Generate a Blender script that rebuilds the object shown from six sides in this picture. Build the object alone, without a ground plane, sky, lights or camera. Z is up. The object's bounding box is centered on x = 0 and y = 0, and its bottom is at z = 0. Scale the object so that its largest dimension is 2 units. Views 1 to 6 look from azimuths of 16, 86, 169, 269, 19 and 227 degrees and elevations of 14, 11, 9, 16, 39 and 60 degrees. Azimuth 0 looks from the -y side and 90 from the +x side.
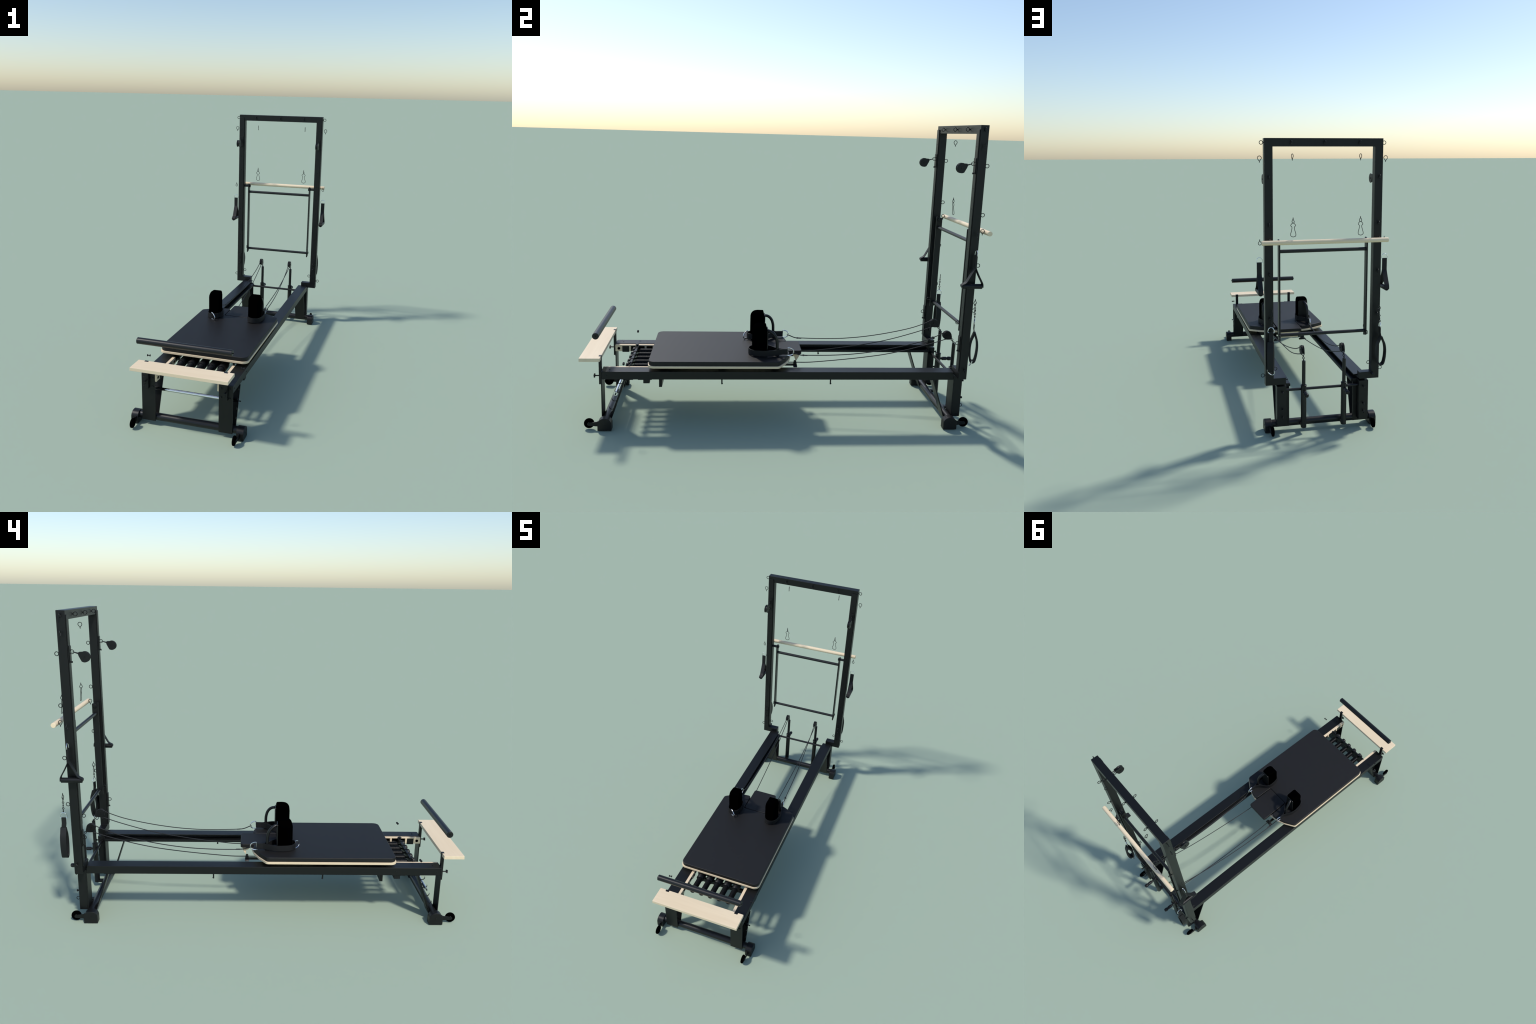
"""Pilates reformer with a vertical tower: steel frame, sliding carriage, springs,
foot plate, pulleys, ropes, straps and handles.  Metres, z up, foot end at -y."""
import bpy, bmesh, math
from mathutils import Vector, Matrix

for o in list(bpy.data.objects):
    bpy.data.objects.remove(o, do_unlink=True)

# ------------------------------------------------------------------ materials
def material(name, colour, rough=0.5, metal=0.0, spec=0.5, grain=None, bump=None, sheen=0.0, coat=0.0):
    """Principled material; grain=(scale_xyz, amount, second_colour), bump=(scale, strength)."""
    m = bpy.data.materials.new(name)
    m.use_nodes = True
    nt = m.node_tree
    b = nt.nodes["Principled BSDF"]
    b.inputs["Roughness"].default_value = rough
    b.inputs["Metallic"].default_value = metal
    b.inputs["Specular IOR Level"].default_value = spec
    b.inputs["Base Color"].default_value = (*colour, 1)
    if sheen:
        b.inputs["Sheen Weight"].default_value = sheen
        b.inputs["Sheen Roughness"].default_value = 0.4
    if coat:
        b.inputs["Coat Weight"].default_value = coat
        b.inputs["Coat Roughness"].default_value = 0.25
    tc = nt.nodes.new("ShaderNodeTexCoord")
    if grain:
        scale, amount, colour2 = grain
        mp = nt.nodes.new("ShaderNodeMapping")
        mp.inputs["Scale"].default_value = scale
        nt.links.new(tc.outputs["Object"], mp.inputs["Vector"])
        n = nt.nodes.new("ShaderNodeTexNoise")
        n.inputs["Scale"].default_value = 1.0
        n.inputs["Detail"].default_value = 5.0
        n.inputs["Roughness"].default_value = 0.6
        n.inputs["Distortion"].default_value = amount
        nt.links.new(mp.outputs["Vector"], n.inputs["Vector"])
        r = nt.nodes.new("ShaderNodeValToRGB")
        r.color_ramp.elements[0].position = 0.32
        r.color_ramp.elements[0].color = (*colour2, 1)
        r.color_ramp.elements[1].position = 0.68
        r.color_ramp.elements[1].color = (*colour, 1)
        nt.links.new(n.outputs["Fac"], r.inputs["Fac"])
        nt.links.new(r.outputs["Color"], b.inputs["Base Color"])
    if bump:
        n2 = nt.nodes.new("ShaderNodeTexNoise")
        n2.inputs["Scale"].default_value = bump[0]
        n2.inputs["Detail"].default_value = 3.0
        nt.links.new(tc.outputs["Object"], n2.inputs["Vector"])
        bp = nt.nodes.new("ShaderNodeBump")
        bp.inputs["Strength"].default_value = bump[1]
        bp.inputs["Distance"].default_value = 0.001
        nt.links.new(n2.outputs["Fac"], bp.inputs["Height"])
        nt.links.new(bp.outputs["Normal"], b.inputs["Normal"])
    return m

STEEL   = material("powder_coated_steel", (0.0055, 0.0062, 0.0064), rough=0.40, spec=0.33)
TUBING  = material("painted_tube", (0.0060, 0.0064, 0.0070), rough=0.36, spec=0.42)
PLASTIC = material("black_plastic", (0.0050, 0.0054, 0.0060), rough=0.43, spec=0.34)
VINYL   = material("mat_vinyl", (0.0090, 0.0086, 0.0085), rough=0.55, spec=0.36,
                   grain=((60, 60, 60), 0.0, (0.0080, 0.0077, 0.0078)), bump=(500, 0.08))
WEBBING = material("woven_webbing", (0.0060, 0.0064, 0.0070), rough=0.6, spec=0.35, bump=(1200, 0.12))
JET     = material("jet_black_foam", (0.0004, 0.0004, 0.0004), rough=1.0, spec=0.0)
RUBBER  = material("tyre_rubber", (0.0006, 0.0006, 0.0006), rough=1.0, spec=0.02)
ROPE    = material("braided_rope", (0.010, 0.011, 0.013), rough=0.6, spec=0.35)
CHROME  = material("polished_chrome", (0.86, 0.87, 0.88), rough=0.07, metal=1.0)
MAPLE   = material("maple_plank", (0.85, 0.70, 0.49), rough=0.5, spec=0.3,
                   grain=((2.2, 26, 26), 0.8, (0.785, 0.63, 0.425)))
MAPLE_Y = material("maple_edge", (0.83, 0.68, 0.475), rough=0.5, spec=0.3,
                   grain=((26, 2.2, 60), 0.6, (0.76, 0.60, 0.415)))
PLY     = material("plywood_edge", (0.81, 0.665, 0.46), rough=0.5, spec=0.3,
                   grain=((9, 9, 260), 0.2, (0.73, 0.58, 0.39)))

# ------------------------------------------------------------------ geometry kit
def V(*a): return Vector(a)

def frame_from(d):
    d = d.normalized()
    a = V(0, 0, 1) if abs(d.z) < 0.9 else V(1, 0, 0)
    u = d.cross(a).normalized()
    return u, d.cross(u).normalized()

def spline(pts, n=8, closed=False):
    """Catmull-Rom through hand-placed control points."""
    P = [Vector(p) for p in pts]
    out = []
    m = len(P)
    segs = m if closed else m - 1
    for i in range(segs):
        p1, p2 = P[i], P[(i + 1) % m]
        p0 = P[i - 1] if (closed or i > 0) else p1 * 2 - p2
        p3 = P[(i + 2) % m] if (closed or i + 2 < m) else p2 * 2 - p1
        for k in range(n):
            t = k / n
            out.append(0.5 * ((2 * p1) + (p2 - p0) * t + (2 * p0 - 5 * p1 + 4 * p2 - p3) * t * t
                              + (3 * p1 - p0 - 3 * p2 + p3) * t ** 3))
    if not closed:
        out.append(P[-1])
    return out

def round_poly(pts, seg=6):
    """pts: (a, b, radius) corners of a 2D polygon; returns the outline with rounded corners."""
    out = []
    n = len(pts)
    for i in range(n):
        p = Vector(pts[i][:2]); r = pts[i][2] if len(pts[i]) > 2 else 0
        a = Vector(pts[i - 1][:2]); b = Vector(pts[(i + 1) % n][:2])
        if r <= 0:
            out.append((p.x, p.y)); continue
        da, db = (a - p), (b - p)
        la, lb = da.length, db.length
        da.normalize(); db.normalize()
        ang = da.angle(db)
        t = min(r / math.tan(ang / 2), la * .49, lb * .49)
        rr = t * math.tan(ang / 2)
        c = p + (da + db).normalized() * (rr / math.sin(ang / 2))
        s, e = p + da * t - c, p + db * t - c
        a0 = math.atan2(s.y, s.x); a1 = math.atan2(e.y, e.x)
        d = (a1 - a0 + math.pi) % (2 * math.pi) - math.pi
        for k in range(seg + 1):
            q = a0 + d * k / seg
            out.append((c.x + rr * math.cos(q), c.y + rr * math.sin(q)))
    return out

class Geo:
    """Collects primitives that belong to one part."""
    def __init__(self): self.v, self.f = [], []
    def add(self, verts, faces):
        o = len(self.v)
        self.v += [Vector(p) for p in verts]
        self.f += [tuple(i + o for i in f) for f in faces]
        return self
    def box(self, x0, x1, y0, y1, z0, z1):
        return self.add([(x, y, z) for x in (x0, x1) for y in (y0, y1) for z in (z0, z1)],
                        [(0, 1, 3, 2), (4, 6, 7, 5), (0, 4, 5, 1), (2, 3, 7, 6), (0, 2, 6, 4), (1, 5, 7, 3)])
    def prism(self, outline, axis, a0, a1):
        """outline in the two remaining axes (order x,y,z), extruded along axis."""
        def mk(p, a):
            q = list(p); q.insert("xyz".index(axis), a); return tuple(q)
        n = len(outline)
        vs = [mk(p, a0) for p in outline] + [mk(p, a1) for p in outline]
        fs = [tuple(range(n)), tuple(range(2 * n - 1, n - 1, -1))]
        fs += [(i, (i + 1) % n, n + (i + 1) % n, n + i) for i in range(n)]
        return self.add(vs, fs)
    def tube(self, pts, r, seg=12, closed=False, cap=True):
        P = [Vector(p) for p in pts]
        n = len(P)
        rad = r if hasattr(r, "__len__") else [r] * n
        u = None
        vs, fs = [], []
        for i in range(n):
            a = P[i - 1] if (closed or i > 0) else P[i]
            b = P[(i + 1) % n] if (closed or i < n - 1) else P[i]
            d = (b - a).normalized()
            if u is None:
                u, w = frame_from(d)
            else:
                u = (u - d * u.dot(d)).normalized(); w = d.cross(u)
            for k in range(seg):
                t = 2 * math.pi * k / seg
                vs.append(P[i] + (u * math.cos(t) + w * math.sin(t)) * rad[i])
        m = n if closed else n - 1
        for i in range(m):
            j = (i + 1) % n
            for k in range(seg):
                l = (k + 1) % seg
                fs.append((i * seg + k, i * seg + l, j * seg + l, j * seg + k))
        if cap and not closed:
            fs.append(tuple(range(seg - 1, -1, -1)))
            fs.append(tuple((n - 1) * seg + k for k in range(seg)))
        return self.add(vs, fs)
    def rod(self, a, b, r, seg=20):
        return self.tube([a, b], r, seg)
    def lathe(self, origin, axis, profile, seg=24):
        """profile: (distance along axis, radius)."""
        o, d = Vector(origin), Vector(axis).normalized()
        return self.tube([o + d * t for t, _ in profile], [max(rr, 1e-5) for _, rr in profile], seg)
    def ring(self, c, axis, R, r, seg=28, ts=8, squash=(1, 1)):
        c = Vector(c); u, w = frame_from(Vector(axis))
        pts = [c + u * (R * squash[0] * math.cos(t)) + w * (R * squash[1] * math.sin(t))
               for t in (2 * math.pi * k / seg for k in range(seg))]
        return self.tube(pts, r, ts, closed=True)
    def ball(self, c, r, seg=16):
        n = 8
        prof = [(-r * math.cos(math.pi * i / n), r * math.sin(math.pi * i / n)) for i in range(n + 1)]
        return self.lathe(c, (0, 0, 1), prof, seg)
    def ribbon(self, pts, width_dir, width, thick):
        """flat strap following pts; width along width_dir, thickness across."""
        P = [Vector(p) for p in pts]
        n = len(P)
        vs, fs = [], []
        for i in range(n):
            d = (P[min(i + 1, n - 1)] - P[max(i - 1, 0)]).normalized()
            wd = width_dir[i] if isinstance(width_dir, list) else width_dir
            w = Vector(wd); w = (w - d * w.dot(d)).normalized()
            t = d.cross(w)
            for a, b in ((-1, -1), (1, -1), (1, 1), (-1, 1)):
                vs.append(P[i] + w * (a * width / 2) + t * (b * thick / 2))
        for i in range(n - 1):
            for k in range(4):
                l = (k + 1) % 4
                fs.append((i * 4 + k, i * 4 + l, i * 4 + 4 + l, i * 4 + 4 + k))
        fs += [(3, 2, 1, 0), tuple((n - 1) * 4 + k for k in range(4))]
        return self.add(vs, fs)
    def obj(self, name, mat, parent=None, bevel=0.0, smooth=32, kind=None, seg=2):
        bm = bmesh.new()
        vs = [bm.verts.new(p) for p in self.v]
        for f in self.f:
            try: bm.faces.new([vs[i] for i in f])
            except ValueError: pass
        bmesh.ops.recalc_face_normals(bm, faces=bm.faces)
        if bevel:
            es = [e for e in bm.edges if len(e.link_faces) == 2 and e.calc_face_angle(0) > math.radians(38)]
            bmesh.ops.bevel(bm, geom=es, offset=bevel, segments=seg, profile=0.5, affect='EDGES', clamp_overlap=True)
        me = bpy.data.meshes.new(name)
        bm.to_mesh(me); bm.free()
        me.polygons.foreach_set("use_smooth", [True] * len(me.polygons))
        if bevel:                       # area-weighted normals keep the broad faces flat
            acc = [Vector((0, 0, 0)) for _ in me.vertices]
            for p in me.polygons:
                for i in p.vertices:
                    acc[i] += p.normal * p.area
            me.normals_split_custom_set_from_vertices([n.normalized() for n in acc])
        else:
            me.set_sharp_from_angle(angle=math.radians(smooth))
        me.materials.append(mat)
        o = bpy.data.objects.new(name, me)
        bpy.context.scene.collection.objects.link(o)
        if parent: o.parent = parent
        if kind: o["kind"] = kind
        return o

def mirror_poly(half):
    """half outline with x >= 0 ordered from the front centre to the back centre."""
    return half + [(-x, y) for x, y in reversed(half)]

# ------------------------------------------------------------------ root
root = bpy.data.objects.new("pilates_reformer", None)
bpy.context.scene.collection.objects.link(root)
root["label"] = "black pilates reformer with tall tower and maple trim"
root["category"] = "exercise machine"

X_OUT, RAIL_TOP, RAIL_BOT = 0.2447, 0.2843, 0.2437

# ------------------------------------------------------------------ rails
for s in (-1, 1):
    prof = [(X_OUT, RAIL_BOT), (X_OUT, RAIL_TOP), (.1795, RAIL_TOP), (.1795, .2785), (.206, .2765),
            (.206, .2595), (.1665, .2575), (.1665, RAIL_BOT)]
    rail = Geo().prism([(s * x, z) for x, z in prof], "y", -.8912, .8834).obj("rail", STEEL, root, bevel=.0012)
    g = Geo()
    for y, z in ((-.872, .264), (-.667, .264)):
        g.lathe((s * X_OUT, y, z), (s, 0, 0), [(-.001, .0035), (.0012, .0035), (.0016, .0025)], 12)
    g.lathe((s * .212, -.858, RAIL_TOP), (0, 0, 1), [(-.001, .004), (.0012, .004), (.0016, .003)], 12)
    g.obj("rail_screw", PLASTIC, rail)
    # pegs and blocks hanging below the rail
    for y in (-.3005, .252):
        g = Geo().rod((s * .222, y, .2445), (s * .222, y, .211), .0035, 10)
        g.ball((s * .222, y + .001, .2145), .0045, 10).obj("rail_peg", PLASTIC, rail)
    Geo().box(s * .212, s * .2400, -.6905, -.6590, .2212, .2435).obj("rail_block", PLASTIC, rail, bevel=.002)
    for y0, y1 in ((-.79, -.74), (-.716, -.648), (.745, .80)):
        Geo().box(s * .18, s * .2425, y0, y1, .2405, .2436).obj("rail_pad", STEEL, rail, bevel=.0008)

# ------------------------------------------------------------------ spring-bar holders (maple combs)
for s in (-1, 1):
    xi, xo = s * .1625, s * .1792
    comb = Geo().box(xi, xo, -.8945, -.652, .2755, .2815).obj("comb_holder", MAPLE_Y, root, bevel=.0008)
    g = Geo()
    for y in (-.8145, -.729):
        g.box(xi, xo, y - .005, y + .005, .2445, .2754)
    g.obj("comb_tooth", MAPLE_Y, comb, bevel=.0006)
    for y0, y1 in ((-.8945, -.857), (-.6895, -.652)):
        Geo().box(xi, xo, y0, y1, .245, .2754).obj("comb_end_block", MAPLE_Y, comb, bevel=.0008)
        Geo().lathe((xi, (y0 + y1) / 2, .262), (-s, 0, 0), [(-.004, .0078), (.0006, .0078), (.0008, .0058)], 20) \
        .obj("end_block_black_disc", JET, comb)  # raised black disc added in place of a bore; the block stays solid
    Geo().box(s * .1632, s * .1785, -.8565, -.8198, .2405, .2752).obj("comb_plate", STEEL, comb, bevel=.0006)

# ------------------------------------------------------------------ end frames: legs, braces, tubes, feet, wheels
for e in (-1, 1):                       # -1 foot end, +1 head end
    yt = -.8715 if e < 0 else .8695
    foot_tube = Geo().rod((-.268, yt, .0395), (.268, yt, .0395), .0195, 32).obj("floor_tube", TUBING, root)
    for s in (-1, 1):
        ztop = .2835 if e < 0 else .262
        if e < 0:
            leg = Geo().box(s * .1712, s * X_OUT, -.8968, -.8915, .0245, ztop).obj("leg_plate", STEEL, root, bevel=.0012)
        else:
            leg = Geo().box(s * .1740, s * .2465, .8838, .8890, .0260, ztop).obj("leg_plate", STEEL, root, bevel=.0005)
        # slanted brace plate behind the leg
        br = [(e * .7765, .2435), (e * .7825, .2435), (e * .8575, .0255), (e * .8515, .0255)]
        Geo().prism(br, "x", s * .1735, s * .2440).obj("leg_brace", STEEL, leg, bevel=.0008)
        # rounded foot block
        y0, y1 = (-.9072, -.8392) if e < 0 else (.8292, .8982)
        ym = (y0 + y1) / 2
        out = round_poly([(y0, .000, .002), (y1, .000, .002), (y1, .0625, .030), (y0, .0625, .030)], 10)
        foot = Geo().prism(out, "x", s * .2665, s * .3045).obj("foot_block", PLASTIC, root, bevel=.0015)
        Geo().lathe((s * .3045, ym, .0335), (s, 0, 0), [(-.001, .0052), (.001, .0052), (.0014, .0038)], 16) \
            .obj("foot_bolt", STEEL, foot)
        # caster wheel on a flat arm
        yw = -.9530 if e < 0 else .9422
        xw = s * .2725
        ys = y0 if e < 0 else y1
        arm = [(ys - e * .006, .0135), (ys - e * .006, .0395), (ys + e * .012, .0375)]
        for k in range(9):
            t = math.radians(78 - 168 * k / 8)
            arm.append((yw + e * .0082 * math.cos(t), .0255 + .0082 * math.sin(t)))
        arm.append((ys + e * .01, .0145))
        Geo().prism(arm, "x", s * .2805, s * .2845).obj("caster_arm", STEEL, foot, bevel=.0006)
        Geo().box(s * .2745, s * .2845, ys - e * .004, ys + e * .004, .012, .040).obj("caster_bracket", STEEL, foot, bevel=.0008)
        tyre = Geo()
        prof = [(-.006, .0068), (-.006, .0225), (-.0045, .0248), (0, .0255), (.0045, .0248), (.006, .0225), (.006, .0068), (0, .0062)]
        n = 36
        vs, fs = [], []
        for k in range(n):
            t = 2 * math.pi * k / n
            for a, r in prof:
                vs.append((xw + a, yw + r * math.cos(t), .0262 + r * math.sin(t)))
        m = len(prof)
        for k in range(n):
            for j in range(m):
                fs.append((k * m + j, k * m + (j + 1) % m, ((k + 1) % n) * m + (j + 1) % m, ((k + 1) % n) * m + j))
        wheel = tyre.add(vs, fs).obj("caster_wheel", RUBBER, foot)
        g = Geo().rod((xw - .0062, yw, .0262), (s * .2858, yw, .0262), .0042, 14)
        for k in range(5):
            t = 2 * math.pi * k / 5 + .3
            g.rod((xw, yw + .003 * math.cos(t), .0262 + .003 * math.sin(t)),
                  (xw, yw + .0066 * math.cos(t), .0262 + .0066 * math.sin(t)), .0013, 8)
        g.obj("wheel_hub", PLASTIC, foot)

# bolts on the foot-end leg plates, rack hooks for the chrome bar
for s in (-1, 1):
    for x, z in ((.184, .265), (.229, .264), (.184, .2165), (.229, .216)):
        Geo().lathe((s * x, -.8968, z), (0, -1, 0), [(-.001, .0050), (.0026, .0050), (.0036, .0034)], 12).obj("leg_bolt", PLASTIC, root)
    # notched rack: a slanted spine with four open hooks
    spine = [(-.7850, .2425), (-.7785, .2425), (-.8475, .045), (-.8530, .048)]
    rack = Geo().prism(spine, "x", s * .2448, s * .2478)
    for (y, z) in ((-.8005, .2360), (-.8155, .1910), (-.8305, .1455), (-.8455, .1020)):
        arc_o, arc_i = [], []
        for k in range(15):
            t = math.radians(-196 + 200 * k / 14)
            w = .0030 * min(1, .35 + k / 5)
            arc_o.append((y + (.0122 + w) * math.cos(t), z + (.0122 + w) * math.sin(t)))
            arc_i.append((y + .0122 * math.cos(t), z + .0122 * math.sin(t)))
        rack.prism(arc_o + arc_i[::-1], "x", s * .2449, s * .2477)
    rack.obj("hook_rack", STEEL, root)
chrome = Geo().rod((-.2535, -.8243, .1727), (.2535, -.8243, .1727), .0082, 32).obj("chrome_bar", CHROME, root)
for s in (-1, 1):
    Geo().rod((s * .2534, -.8243, .1727), (s * .2640, -.8243, .1727), .0034, 12).obj("bar_pin", PLASTIC, chrome)
    Geo().rod((s * .2505, -.8243, .1727), (s * .2545, -.8243, .1727), .0100, 24).obj("bar_collar", CHROME, chrome)

# ------------------------------------------------------------------ foot plate, brackets, foot bar, loose lift knobs
px = -.0018
plate_half = []
def notch(x): return [(x - .0102, -.8985), (x - .0102, -.9075), (x + .0102, -.9075), (x + .0102, -.8985)]
outline = [(px - .2548, -1.0), (px + .2548, -1.0), (px + .2548, -.8985)] + notch(.2108)[::-1] + notch(-.2108)[::-1] + [(px - .2548, -.8985)]
plate = Geo().prism(outline, "z", .3380, .3552).obj("foot_plate", MAPLE, root, bevel=.0010)
for s in (-1, 1):
    x0, x1 = s * .2012, s * .2204
    br = Geo().box(x0, x1, -.9108, -.8972, .2085, .3558).obj("plate_bracket", STEEL, root, bevel=.0008)
    g = Geo().rod((s * .2137, -.909, .2525), (s * .2137, -.930, .2525), .0032, 14)
    g.obj("knob_stem", PLASTIC, br)
    g = Geo()
    cx, cz = s * .2137, .2525
    star = []
    for k in range(20):
        t = 2 * math.pi * k / 20 + .3
        r = .0105 if k % 5 in (0, 1) else .0072
        star.append((cx + r * math.cos(t), cz + r * math.sin(t)))
    g.prism(star, "y", -.9365, -.9295).obj("clamp_knob", PLASTIC, br, bevel=.0008)
bar = Geo().lathe((-.2512, -.9175, .4667), (1, 0, 0), [(0, .0150), (.0015, .0165), (.4970, .0165), (.4985, .0150)], 40).obj("foot_bar", TUBING, root)
for x, s in ((-.2512, -1), (.2473, 1)):
    Geo().rod((x, -.9175, .4667), (x + s * .0065, -.9175, .4667), .0028, 12).obj("bar_bolt", PLASTIC, bar)
for s in (-1, 1):
    c = (s * .2570, -.7822, .3307)
    Geo().lathe(c, (1, .12, 0), [(-.0090, .0045), (-.0085, .0056), (-.0055, .0056), (-.0045, .0028), (.0045, .0028), (.0055, .0056), (.0085, .0056), (.0090, .0045)], 18) \
        .obj("lift_knob", PLASTIC, root)

# ------------------------------------------------------------------ springs and spring bar
beam = Geo().box(-.1610, .1590, -.7705, -.7645, .238, .2805)
beam.box(-.1610, .1590, -.7755, -.7645, .2806, .2835)
beam = beam.obj("spring_bar", STEEL, root, bevel=.0008)
for s in (-1, 1):
    xb = s * .138 - .002
    Geo().lathe((xb, -.7715, .272), (0, 0, 1), [(0, .0045), (.017, .0045), (.0175, .0078), (.021, .0088), (.0235, .0070), (.0245, .003)], 20) \
        .obj("bar_post", PLASTIC, beam)
    Geo().box(xb + s * .004, xb + s * .0275, -.7735, -.7665, .2838, .2865).obj("bar_hook", PLASTIC, beam, bevel=.0008)
for i in range(5):
    x = -.0034 + (i - 2) * .0566
    prof = [(0, .004), (.004, .0055), (.012, .0130)]
    t = .014
    while t < .079:
        prof += [(t, .0142), (t + .0014, .0166), (t + .0024, .0166), (t + .0036, .0142)]
        t += .0042
    prof += [(.080, .0150), (.0802, .0215), (.082, .0228), (.150, .0228), (.152, .0150), (.30, .0150)]
    spring = Geo().lathe((x, -.7640, .2610), (0, 1, 0), prof, 20).obj("coil_spring", PLASTIC, root, smooth=50)
    Geo().box(x - .005, x + .005, -.7785, -.7620, .2838, .2862).obj("spring_hook", PLASTIC, spring, bevel=.0006)
    Geo().lathe((x, -.7710, .2675), (0, -1, 0), [(-.002, .0045), (.003, .0050), (.0035, .0110), (.008, .0150), (.0125, .0157), (.018, .0146), (.0220, .0108), (.0245, .004)], 20) \
        .obj("spring_knob", PLASTIC, spring)
# U-shaped anchor below the carriage that the springs hook on to
anchor_half = [(.1600, .1685), (.1600, .3020), (.1530, .3020), (.1530, .1960)]
Geo().prism(anchor_half + [(-x, z) for x, z in reversed(anchor_half)], "y", -.6215, -.6060).obj("spring_anchor", STEEL, root, bevel=.001)

# ------------------------------------------------------------------ carriage
cx = -.0012
half = [(0, -.6655), (.2455, -.6655, .032), (.2455, -.0165, .022), (.183, .0235, .06), (.128, .0465, .06),
        (.0815, .0515, .014), (.0795, -.0765, .006), (0, -.0765)]
def full(half, grow=0.0):
    pts = [(p[0] + (grow if p[0] > .01 else 0), p[1] + (-grow if p[1] < -.5 else grow * .6), p[2] if len(p) > 2 else 0) for p in half]
    ring = round_poly(pts + [(-p[0], p[1], p[2]) for p in reversed(pts) if p[0] > 0], 6)
    return [(cx + x, y) for x, y in ring]
board_half = [(0, -.6655), (.2455, -.6655, .032), (.2455, -.0165, .022), (.183, .0235, .06), (.128, .0465, .06), (.075, .0560, .01), (0, .0565)]
board = Geo().prism(full(board_half, .0035), "z", .3022, .3136).obj("carriage_board", PLY, root, bevel=.0008)
mat = Geo().prism(full(half), "z", .3137, .3365).obj("carriage_mat", VINYL, board, bevel=.0032, seg=3)
hr = round_poly([(cx - .0765, -.0745, .010), (cx + .0765, -.0745, .010), (cx + .0765, .1175, .013), (cx - .0765, .1175, .013)], 5)
head = Geo().prism(hr, "z", .3160, .3373).obj("headrest", VINYL, root, bevel=.0030, seg=3)
Geo().prism([(cx + (x - cx) * .94, y if y < .05 else y - .006) for x, y in hr if True], "z", .3137, .3159).obj("headrest_board", PLY, head)
# prop that tilts the headrest
prop = [(.070, .3136), (.1055, .3136), (.1075, .3000), (.0930, .2740), (.0885, .2740), (.0890, .2950), (.0790, .2985), (.0710, .3050)]
Geo().prism(prop, "x", -.058, .055).obj("headrest_prop", MAPLE, head, bevel=.0006)
# carriage under-frame: runners with rope cleats, wheel blocks
for s in (-1, 1):
    xr = .0785 if s > 0 else -.0895
    Geo().box(xr - .008, xr + .008, -.645, .079, .2575, .2655).obj("rope_runner", STEEL, board, bevel=.001)
    cl = Geo().prism([(.0740, .2627), (.0935, .2627), (.0890, .2830), (.0780, .2830)], "x", xr - .0105, xr + .0105)
    cl.prism([(xr - .024, .2545), (xr + .024, .2545), (xr + .017, .2626), (xr - .017, .2626)], "y", .0735, .0940)
    cl.obj("rope_cleat", PLASTIC, board, bevel=.0018)
    for y in (-.60, -.30, -.03):
        Geo().lathe((s * .190, y, .2925), (1, 0, 0), [(-.006, .006), (-.005, .0078), (.005, .0078), (.006, .006)], 20).obj("carriage_wheel", PLASTIC, board)
        Geo().box(s * .140, s * .182, y - .018, y + .018, .275, .3021).obj("wheel_mount", STEEL, board, bevel=.001)
for y in (-.56, -.30, -.02):
    Geo().box(-.15, .148, y - .012, y + .012, .2657, .3021).obj("carriage_crossbar", STEEL, board, bevel=.001)

# ------------------------------------------------------------------ shoulder rests with foot straps
def d_ring(c, tip, flat, R, r, name, parent, stretch=1.0):
    """D-shaped chrome ring: flat bar along `flat`, bulging towards `tip`."""
    c, tip, flat = Vector(c), Vector(tip).normalized(), Vector(flat).normalized()
    pts = []
    for k in range(19):
        t = math.pi * k / 18
        pts.append(c + flat * (R * math.cos(t)) + tip * (R * stretch * math.sin(t)))
    pts = [c + flat * R - tip * R * .28] + pts + [c - flat * R - tip * R * .28]
    return Geo().tube(pts, r, 10, closed=True).obj(name, CHROME, parent)

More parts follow.
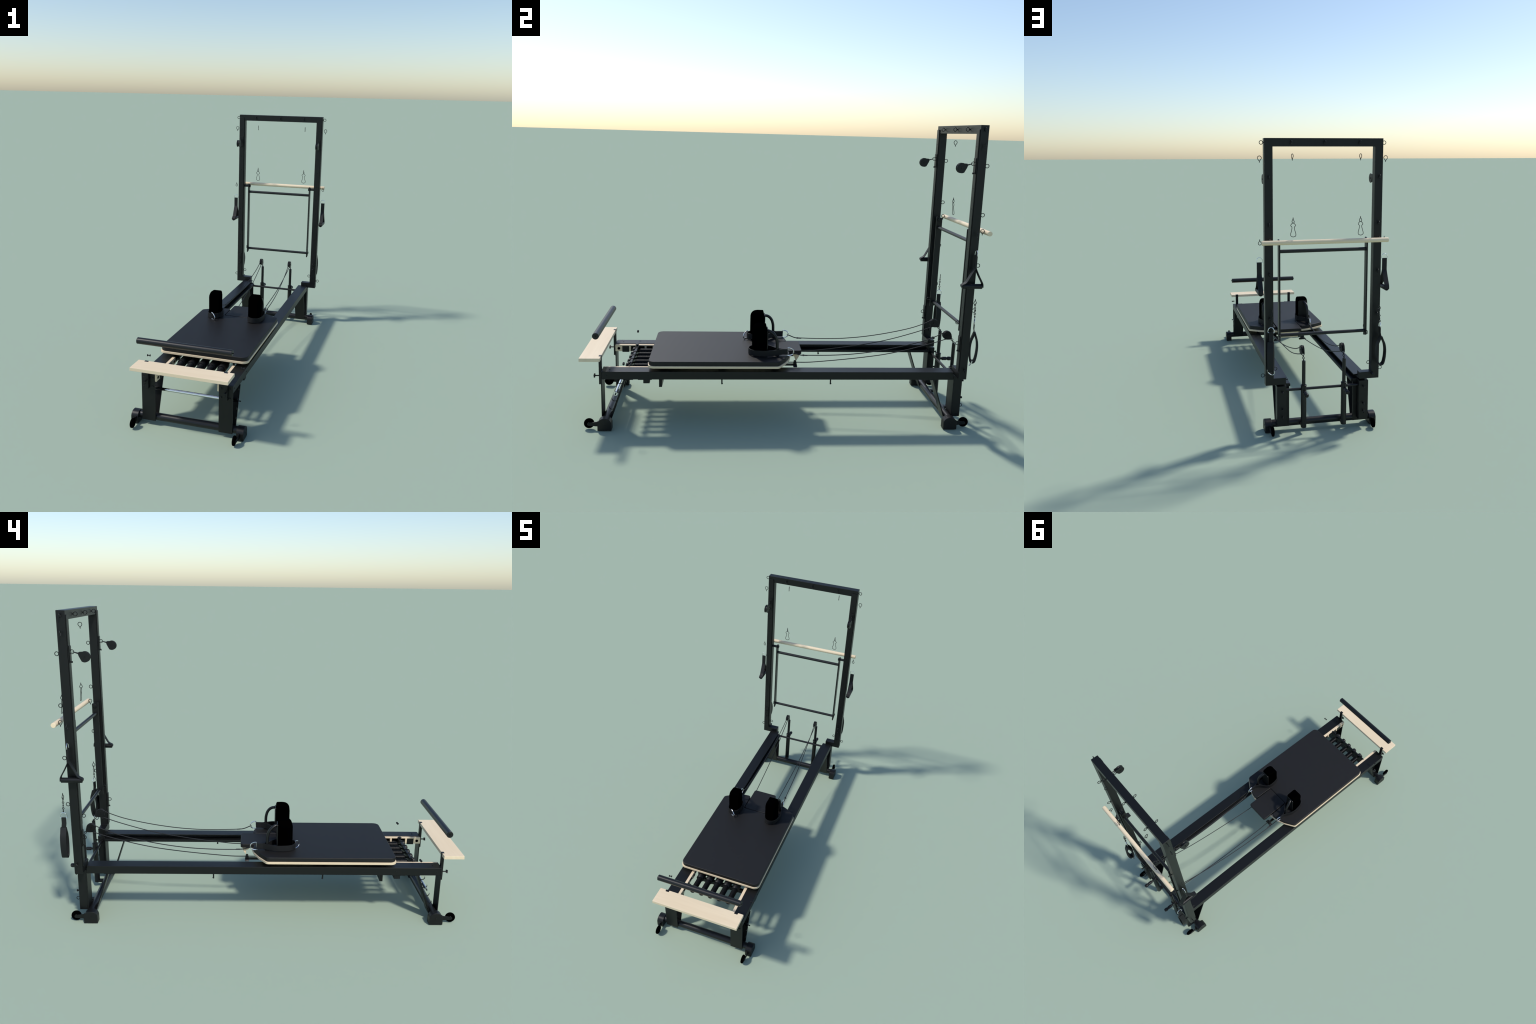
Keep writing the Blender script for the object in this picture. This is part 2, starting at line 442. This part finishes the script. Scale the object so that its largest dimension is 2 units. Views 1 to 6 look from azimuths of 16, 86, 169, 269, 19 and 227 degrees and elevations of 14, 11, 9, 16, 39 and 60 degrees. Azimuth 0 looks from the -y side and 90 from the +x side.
for s in (-1, 1):
    cxp = s * .1265 - .0015
    # padded block with an arched top
    plan = round_poly([(cxp - s * .034, -.147, .006), (cxp + s * .030, -.149, .020), (cxp + s * .0375, -.118, .02),
                       (cxp + s * .034, -.0735, .008), (cxp - s * .0325, -.0735, .004)], 5)
    bm_pts, faces = [], []
    layers = [(.3385, 1.0), (.345, 1.0)] + [(.460 + .0350 * math.sin(math.radians(a)), None) for a in range(0, 91, 9)]
    N = len(plan)
    cc = Vector((cxp, -.111))
    for z, k in layers:
        if k is None:
            q = (z - .460) / .0350
            k2 = math.sqrt(max(0, 1 - q * q))
        else:
            k2 = 1.0
        for x, y in plan:
            fx = .55 + .45 * k2
            fy = (.44 + .56 * k2) if y < -.095 else (.70 + .30 * k2)
            xx = cc.x + (x - cc.x) * fx
            if (x - cc.x) * s < 0: xx = cc.x + (x - cc.x) * (.80 + .20 * k2)
            bm_pts.append((xx, -.095 + (y + .095) * fy, z))
    for i in range(len(layers) - 1):
        for j in range(N):
            faces.append((i * N + j, i * N + (j + 1) % N, (i + 1) * N + (j + 1) % N, (i + 1) * N + j))
    faces.append(tuple(range(N))[::-1]); faces.append(tuple((len(layers) - 1) * N + j for j in range(N)))
    rest = Geo().add(bm_pts, faces).obj("shoulder_rest", JET, root, smooth=40)
    # steel back plate and bent support arm
    pl = round_poly([(cxp - .030, .345, 0), (cxp + .030, .345, 0), (cxp + .030, .477, .010), (cxp - .030, .477, .010)], 4)
    Geo().prism(pl, "y", -.0725, -.0680).obj("rest_plate", STEEL, rest, bevel=.0008)
    xa = s * .1475
    arm = [(xa - s * .012, -.069, .4665), (xa - s * .006, -.054, .4625), (xa - s * .002, -.0405, .4535), (xa, -.0285, .437), (xa, -.0215, .414), (xa, -.0195, .390), (xa, -.0195, .3365)]
    Geo().tube(spline(arm, 6), .0078, 18).obj("rest_arm", TUBING, rest)
    Geo().lathe((xa, -.0195, .3366), (0, 0, 1), [(0, .012), (.003, .012), (.0035, .008)], 20).obj("arm_flange", STEEL, rest)
    # webbing loop around the pad, closing on the arm and running to a D-ring
    zc = .3590 - .0015
    loop = [(xa + s * .004, .0355, zc), (xa + s * .003, .012, zc), (xa + s * .006, -.006, zc - .001), (cxp + s * .046, -.058, zc - .002),
            (cxp + s * .0450, -.105, zc - .003), (cxp + s * .032, -.148, zc - .003), (cxp, -.1655, zc - .001), (cxp - s * .031, -.150, zc),
            (cxp - s * .0415, -.108, zc), (cxp - s * .035, -.062, zc), (xa - s * .018, -.024, zc), (xa - s * .004, .002, zc), (xa - s * .0015, .014, zc), (xa, .0355, zc)]
    strap = Geo().ribbon(spline(loop, 8), (0, 0, 1), .0300, .0034).obj("foot_strap", WEBBING, rest)
    d_ring((xa + s * .002, .0400, zc), (-s * .10, 1, -.12), (0, .1, 1), .0205, .0025, "strap_ring", strap, 1.32)
    if s < 0:
        d_ring((cxp - .001, -.1670, zc + .001), (.76, -.62, -.12), (-.10, .05, 1), .0200, .0025, "strap_ring", strap, 1.55)

# ------------------------------------------------------------------ ropes, clips, riser posts and their pulleys
for s in (-1, 1):
    xr = s * .1088 - .0045
    post = Geo().rod((xr, .9235, .0285), (xr, .9235, .2583), .0147, 28).obj("riser_sleeve", TUBING, root)
    Geo().rod((xr, .9235, .25), (xr, .9245, .3905), .0093, 24).obj("riser_post", TUBING, post)
    Geo().lathe((xr, .9235, .2560), (0, 0, 1), [(0, .0150), (.001, .0158), (.004, .0158), (.005, .0145)], 28).obj("riser_collar", PLASTIC, post)
    Geo().box(xr - .012, xr + .012, .868, .916, .0285, .0400).obj("riser_bracket", STEEL, post, bevel=.001)
    Geo().lathe((xr, .9375, .2275), (0, 1, 0), [(0, .0060), (.008, .0060), (.009, .0085), (.011, .0098), (.033, .0098), (.0345, .0080), (.0365, .0074),
                (.040, .0085), (.043, .0105), (.050, .0112), (.057, .0105), (.0610, .0088), (.0625, .0070)], 24).obj("plunger_knob", PLASTIC, post)
    # pulley
    pc = V(s * .1088 - .0045, .8825, .4377)
    out = []
    R = .0228
    for k in range(25):
        t = math.radians(10 + 262 * k / 24)
        out.append((pc.y + R * math.cos(t), pc.z + R * math.sin(t)))
    out += [(pc.y + .0165, pc.z - R + .0005), (pc.y + .0255, pc.z - .0190), (pc.y + .0255, pc.z - .008)]
    pul = Geo().prism(out, "x", pc.x + .0055, pc.x + .0090).prism(out, "x", pc.x - .0090, pc.x - .0055).obj("rope_pulley", PLASTIC, root, bevel=.0006)
    Geo().lathe(pc, (1, 0, 0), [(-.0050, .0195), (-.003, .0185), (0, .0165), (.003, .0185), (.0050, .0195)], 28).obj("pulley_sheave", STEEL, pul)
    Geo().rod(pc - V(.0115, 0, 0), pc + V(.0115, 0, 0), .0035, 12).obj("pulley_axle", STEEL, pul)
    # short swivel chain down to the post
    g = Geo()
    a, b = V(xr, .9070, .4225), V(xr, .9245, .3905)
    d = (b - a).normalized()
    for k in range(4):
        c = a.lerp(b, (k + .35) / 4)
        g.ring(c, (1, 0, 0) if k % 2 else d.cross(V(1, 0, 0)), .0054, .0017, 16, 6)
    g.rod(b - V(0, 0, .001), b + V(0, -.002, .006), .0028, 10)
    g.obj("swivel_chain", PLASTIC, pul)
    # upper rope: strap clip -> sag -> pulley; lower rope: pulley -> cleat
    x0, x1 = s * .1420 - .002, pc.x
    def xl(y, xa_, xb_): return xa_ + (xb_ - xa_) * (y - .1) / .76
    up = [(.118, .3355), (.16, .3345), (.25, .3336), (.35, .3364), (.45, .3450), (.55, .3595), (.65, .3792), (.75, .4040), (.82, .4290), (.862, .4490)]
    up = [(xl(y, x0, x1), y, z) for y, z in up] + [(x1, .872, .4570), (x1, .884, .4592), (x1, .897, .4540), (x1, .9040, .4400), (x1, .898, .4235), (x1, .884, .4168)]
    lo = [(.868, .4118), (.82, .3950), (.75, .3735), (.65, .3460), (.55, .3240), (.45, .3080), (.35, .2948), (.25, .2835), (.16, .2750), (.08, .2735), (-.02, .2735), (-.20, .2735)]
    lo = [(xl(max(y, .08), .0765 if s > 0 else -.0885, x1), y, z) for y, z in lo]
    Geo().tube(spline(up + lo, 6), .0024, 8).obj("pull_rope", ROPE, root)
    clip = Geo().tube(spline([(xa_, y, z) for xa_, y, z in ((s * .1475, .0655, .3500), (s * .146, .076, .3470), (s * .1435, .090, .3415), (s * .142, .103, .3375), (s * .140, .114, .3355))], 4), .0027, 8)
    clip.ring((s * .1403, .1185, .3355), (.2, 0, 1), .0052, .0020, 16, 6, (1.0, 1.0))
    clip.ring((s * .1475, .0640, .3505), (1, 0, .3), .0040, .0014, 14, 6)
    clip.tube([(s * .1395, .123, .3353), (s * .1385, .140, .3343)], .0030, 8)
    clip.obj("rope_clip", PLASTIC, root)
Geo().rod((-.198, .9080, .2335), (.196, .9080, .2335), .0072, 20).obj("riser_crossbar", TUBING, root)

# ------------------------------------------------------------------ tower
Y0, Y1 = .8862, .9262
half_frame = [(.2630, 1.4838), (.2630, .3066), (.1985, .3066), (.1985, .2702), (.3050, .2702), (.3050, 1.5243)]
frame = Geo().prism(half_frame + [(-x, z) for x, z in reversed(half_frame)], "y", Y0, Y1).obj("tower_frame", STEEL, root, bevel=.0014)
for s in (-1, 1):
    post = frame
    # lower upright under the arm
    low = Geo().box(s * .1965, s * .2465, .8891, .9298, .0450, .2620).obj("tower_foot_post", STEEL, post, bevel=.0006)
    # channel rail on the front with slider plates
    strip = Geo().prism(round_poly([(s * .2685, .310, .001), (s * .3012, .310, .001), (s * .3012, 1.5045, .006), (s * .2685, 1.5045, .006)], 4), "y", .8815, Y0 - .0003) \
        .obj("slide_track", STEEL, post, bevel=.0006)
    g = Geo()
    for k in range(12):
        z = .345 + k * .098
        g.lathe((s * .285, .8815, z), (0, -1, 0), [(-.001, .0018), (.0003, .0018), (.0004, .0010)], 10)
    g.obj("track_black_disc", JET, post, kind="stuff")  # small black discs set on the track to stand for holes, nothing is cut
    for z0, z1, zr, zk in ((1.2965, 1.3705, 1.3440, 1.2988), (.4125, .4925, .4557, .4163)):
        sl = Geo().box(s * .272, s * .298, .8775, .8812, z0, z1).obj("track_slider", STEEL, post, bevel=.0008)
        Geo().lathe((s * .2855, .8775, zk), (0, -1, 0), [(-.001, .0025), (.0015, .0025), (.002, .0048), (.0055, .0048), (.0068, .0035)], 14).obj("slider_knob", PLASTIC, post)
        Geo().ring((s * .2855, .8715, zr), (1, 0, 0), .0088, .0017).obj("eye_bolt", STEEL, post)
    # eye bolts: outside face, back face, inside face
    def eye(c, axis, stem_to, R=.0088):
        c = Vector(c); st = Vector(stem_to)
        g = Geo().ring(c, axis, R, .0017)
        d = (st - c).normalized()
        g.rod(c + d * R, st, .0026, 10)
        g.obj("eye_bolt", STEEL, post)
    eye((s * .3170, .9055, 1.5032), (0, 1, 0), (s * .3040, .9055, 1.5032))
    for z in (1.3345, 1.1003, .8525, .6243):
        eye((s * .2850, .9400, z), (1, -.12, 0), (s * .2850, .9255, z))
    eye((s * .2516, .9105, .3543), (0, 1, 0), (s * .2605, .9105, .3543))
    eye((s * .3170, .9100, .3218), (0, 1, 0), (s * .3040, .9100, .3218))
    eye((s * .2190, .9425, .0955), (1, 0, 0), (s * .2190, .9290, .0955), .0078)
    for z in (.1378, .2310):
        Geo().lathe((s * .2188, .9295, z), (0, 1, 0), [(-.001, .0030), (.0095, .0030), (.0125, .0058), (.0165, .0058), (.0180, .0040)], 14).obj("post_bolt", PLASTIC, post)
    if s < 0:
        Geo().lathe((-.2680, .9262, .2985), (0, 1, 0), [(-.001, .004), (.008, .004), (.0085, .0075), (.022, .0075), (.0235, .005)], 16).obj("post_knob", PLASTIC, post)
    # tear-drop pulley hanging on the upper slider
    pc = V(s * .2872, .8150, 1.3228)
    out = []
    for k in range(25):
        t = math.radians(62 + 240 * k / 24)
        out.append((pc.y + .0245 * math.cos(t), pc.z + .0245 * math.sin(t)))
    out += [(.8405, 1.3260), (.8435, 1.3360), (.8400, 1.3440)]
    pul = Geo().prism(out, "x", pc.x + .0050, pc.x + .0088).prism(out, "x", pc.x - .0088, pc.x - .0050).obj("tower_pulley", PLASTIC, post, bevel=.0008)
    Geo().lathe(pc, (1, 0, 0), [(-.0046, .0225), (-.002, .0205), (.002, .0205), (.0046, .0225)], 28).obj("pulley_sheave", STEEL, post)
    Geo().rod(pc - V(.0110, 0, 0), pc + V(.0110, 0, 0), .0036, 12).obj("pulley_axle", STEEL, post)
    Geo().tube([(pc.x, .8400, 1.3365), (pc.x, .8550, 1.3405), (pc.x - s * .001, .8640, 1.3430)], [.0038, .0026, .0022], 10).ring((pc.x - s * .001, .8680, 1.3432), (0, .2, 1), .0040, .0012, 14, 6) \
        .obj("pulley_swivel", PLASTIC, post)
cross = frame
for x in (-.1785, .0020, .1725):
    for yc, ys in ((.8740, Y0), (.9390, Y1)):
        g = Geo().ring((x, yc, 1.5040), (1, .15, 0), .0088, .0017)
        d = 1 if ys > yc else -1
        g.rod((x, yc + d * .0088, 1.5040), (x, ys + d * .0005, 1.5040), .0036, 10)
        g.obj("eye_bolt", STEEL, cross)

# loose spring eyes that hang free around the tower
def spring_eye(c, normal, stem, R=.0098, tip=.0225):
    c, nrm, st = Vector(c), Vector(normal).normalized(), Vector(stem).normalized()
    sd = nrm.cross(st).normalized()
    pts = []
    for k in range(21):
        t = math.radians(40 + 280 * k / 20)
        pts.append(c + st * (R * math.cos(t)) + sd * (R * math.sin(t)))
    pts = [c + st * tip * .72] + pts + [c + st * tip * .72 + nrm * .0008]
    g = Geo().tube(pts, .0016, 8)
    g.rod(c + st * tip * .66, c + st * tip, .0018, 8)
    return g.obj("spring_eye", STEEL, root)
for s in (-1, 1):
    spring_eye((s * .3255, .9063, 1.4285), (0, 1, 0), (0, 0, -1))
    spring_eye((s * .1742 - .0046, .9471, 1.4378), (1, .25, 0), (0, 0, -1))
    spring_eye((s * .3268, .9065, 1.0070), (.35, 1, 0), (0, 0, 1), .0078, .0205)
    spring_eye((s * .2842, .9472, 1.0225), (1, 0, 0), (0, 0, -1), .0088, .0205)
    # carabiner-shaped loops that carry the wooden roll bar
    xc = s * .1738 - .0048
    spring_eye((xc, .9620, 1.1180), (.8, .6, 0), (0, 0, 1), .0072, .0205)
    h = [(0, 1.1118), (.0085, 1.1060), (.0120, 1.0985), (.0060, 1.0900), (.0085, 1.0740), (.0130, 1.0580), (.0115, 1.0475), (.0, 1.0430)]
    loop = [(xc + x, .9618 + (1.1118 - z) * .08, z) for x, z in h] + [(xc - x, .9618 + (1.1118 - z) * .08, z) for x, z in h[-2:0:-1]]
    Geo().tube(spline(loop, 6, closed=True), .0015, 8, closed=True).obj("carabiner_loop", STEEL, root)
roll = Geo().lathe((-.3255, .9682, 1.0158), (1, 0, 0), [(0, .0108), (.0012, .0118), (.6518, .0118), (.6530, .0108)], 32).obj("wooden_roll_bar", MAPLE, root)

# push-through bar frame
for s in (-1, 1):
    side = Geo().prism(round_poly([(.8920, .5020, .002), (.9255, .5100, .002), (.9255, 1.0170, .004), (.8920, 1.0260, .004)], 3), "x", s * .2262, s * .2338) \
        .obj("swing_side_bar", STEEL, root, bevel=.0008)
    Geo().rod((s * .2190, .9080, 1.0072), (s * .2632, .9080, 1.0072), .0085, 20).obj("pivot_stub", TUBING, side)
    Geo().lathe((s * .2200, .9080, 1.0072), (-s, 0, 0), [(-.004, .0105), (.0005, .0105), (.0015, .006)], 18).obj("pivot_cap", PLASTIC, side)
    Geo().ring((s * .2325, .8830, .5470), (1, 0, 0), .0085, .0017).obj("eye_bolt", STEEL, side)
    Geo().ring((s * .2325, .9345, .5270), (1, 0, 0), .0085, .0017).obj("eye_bolt", STEEL, side)
Geo().rod((-.2262, .9085, .9638), (.2262, .9085, .9638), .0092, 24).obj("swing_bar", TUBING, root)
Geo().rod((-.2360, .9110, .5305), (.2360, .9110, .5305), .0086, 24).obj("swing_bar", TUBING, root)

# ------------------------------------------------------------------ hand grips on the posts
for s in (-1, 1):
    x = s * .3308
    grip = Geo().lathe((x, .8515, .7588), (0, 1, 0), [(0, .0085), (.0005, .0125), (.0970, .0125), (.0975, .0085)], 28).obj("hand_grip", PLASTIC, root)
    for y in (.8512, .9493):
        Geo().lathe((x, y, .7588), (0, 1 if y > .9 else -1, 0), [(-.001, .0075), (.0008, .0075), (.0009, .0060)], 18).obj("grip_end", JET, grip)
    st = Geo().ribbon([(x, .9085, .9120), (x, .9085, .8800), (x, .9085, .8440)], (1, 0, 0), .0248, .0050).obj("grip_strap", WEBBING, grip)
    for yl in (.8505, .9505):
        k = 1 if yl > .9 else -1
        pts = [(x, .9085 + k * .002, .8500), (x, .9085 + k * .006, .8395), (x, .9085 + k * .022, .8080), (x, .9085 + k * .0390, .7780), (x, yl + k * .0004, .7660), (x, yl + k * .0008, .7550)]
        Geo().ribbon(spline(pts, 5), (1, 0, 0), .0245, .0034).obj("grip_strap", WEBBING, grip)
    d_ring((x - s * .0005, .9085, .9150), (0, 0, 1), (1, 0, 0), .0160, .0014, "strap_ring", grip, 1.32)

# ------------------------------------------------------------------ ankle straps hanging low on the posts
for s in (-1, 1):
    if s > 0:
        top, wdir, sd = V(.2800, .9510, .5600), V(.95, -.31, 0), V(.31, .95, 0)
        cen = V(.2835, .9555, 0)
    else:
        top, wdir, sd = V(-.2925, .9630, .5600), V(0, 1, 0), V(1, 0, 0)
        cen = V(-.2980, .9655, 0)
    sd = sd.normalized()
    def P(o, z, f=1.0): return V(cen.x, cen.y, z) + sd * o
    # short doubled tab, then the padded loop
    Geo_top = Geo().ribbon([top, V(top.x, top.y, .530), P(0, .5000)], wdir, .0215, .0042)
    anchor = Geo_top.obj("ankle_strap", WEBBING, root)
    k = .90 if s > 0 else 1.20
    for side in (-1, 1):
        prof = [(.001, .510), (.0065, .494), (.0150, .470), (.0190, .440), (.0182, .408), (.0150, .382), (.0105, .3650), (.0040, .3585), (-.001, .3575)]
        pts = [P(side * o * k, z) for o, z in prof]
        Geo().ribbon(spline(pts, 5), wdir, .0320 if s > 0 else .0285, .0100 if s > 0 else .0066).obj("ankle_strap", WEBBING, anchor)
    d_ring(top + V(0, 0, .0025), (0, 0, 1), wdir, .0165, .0017, "strap_ring", anchor, 1.35)
    if s > 0:
        d_ring(P(-.003, .3560), (-.25, -.35, -1), (.92, -.30, .15), .0185, .0022, "strap_ring", anchor, 1.25)
    # hanging chain with a spring eye at the top
    xt, yt = (.2738, .9481) if s > 0 else (-.2868, .9612)
    a, b = V(xt, yt, .6600), V(top.x, top.y, .5815)
    spring_eye(a, (.3, 1, 0) if s < 0 else (1, .3, 0), (0, 0, 1), .0075, .0205)
    g = Geo()
    for i in range(5):
        t = (i + .55) / 5.2
        c = a.lerp(b, t) - V(0, 0, .004 * (1 - t))
        g.ring(c, (1, 0, 0) if i % 2 else (0, 1, 0), .0042, .0017, 14, 6, (1.0, 1.0))
        g.rod(c + V(0, 0, .004), c + V(0, 0, .011), .0014, 6)
    g.obj("strap_chain", STEEL, anchor)
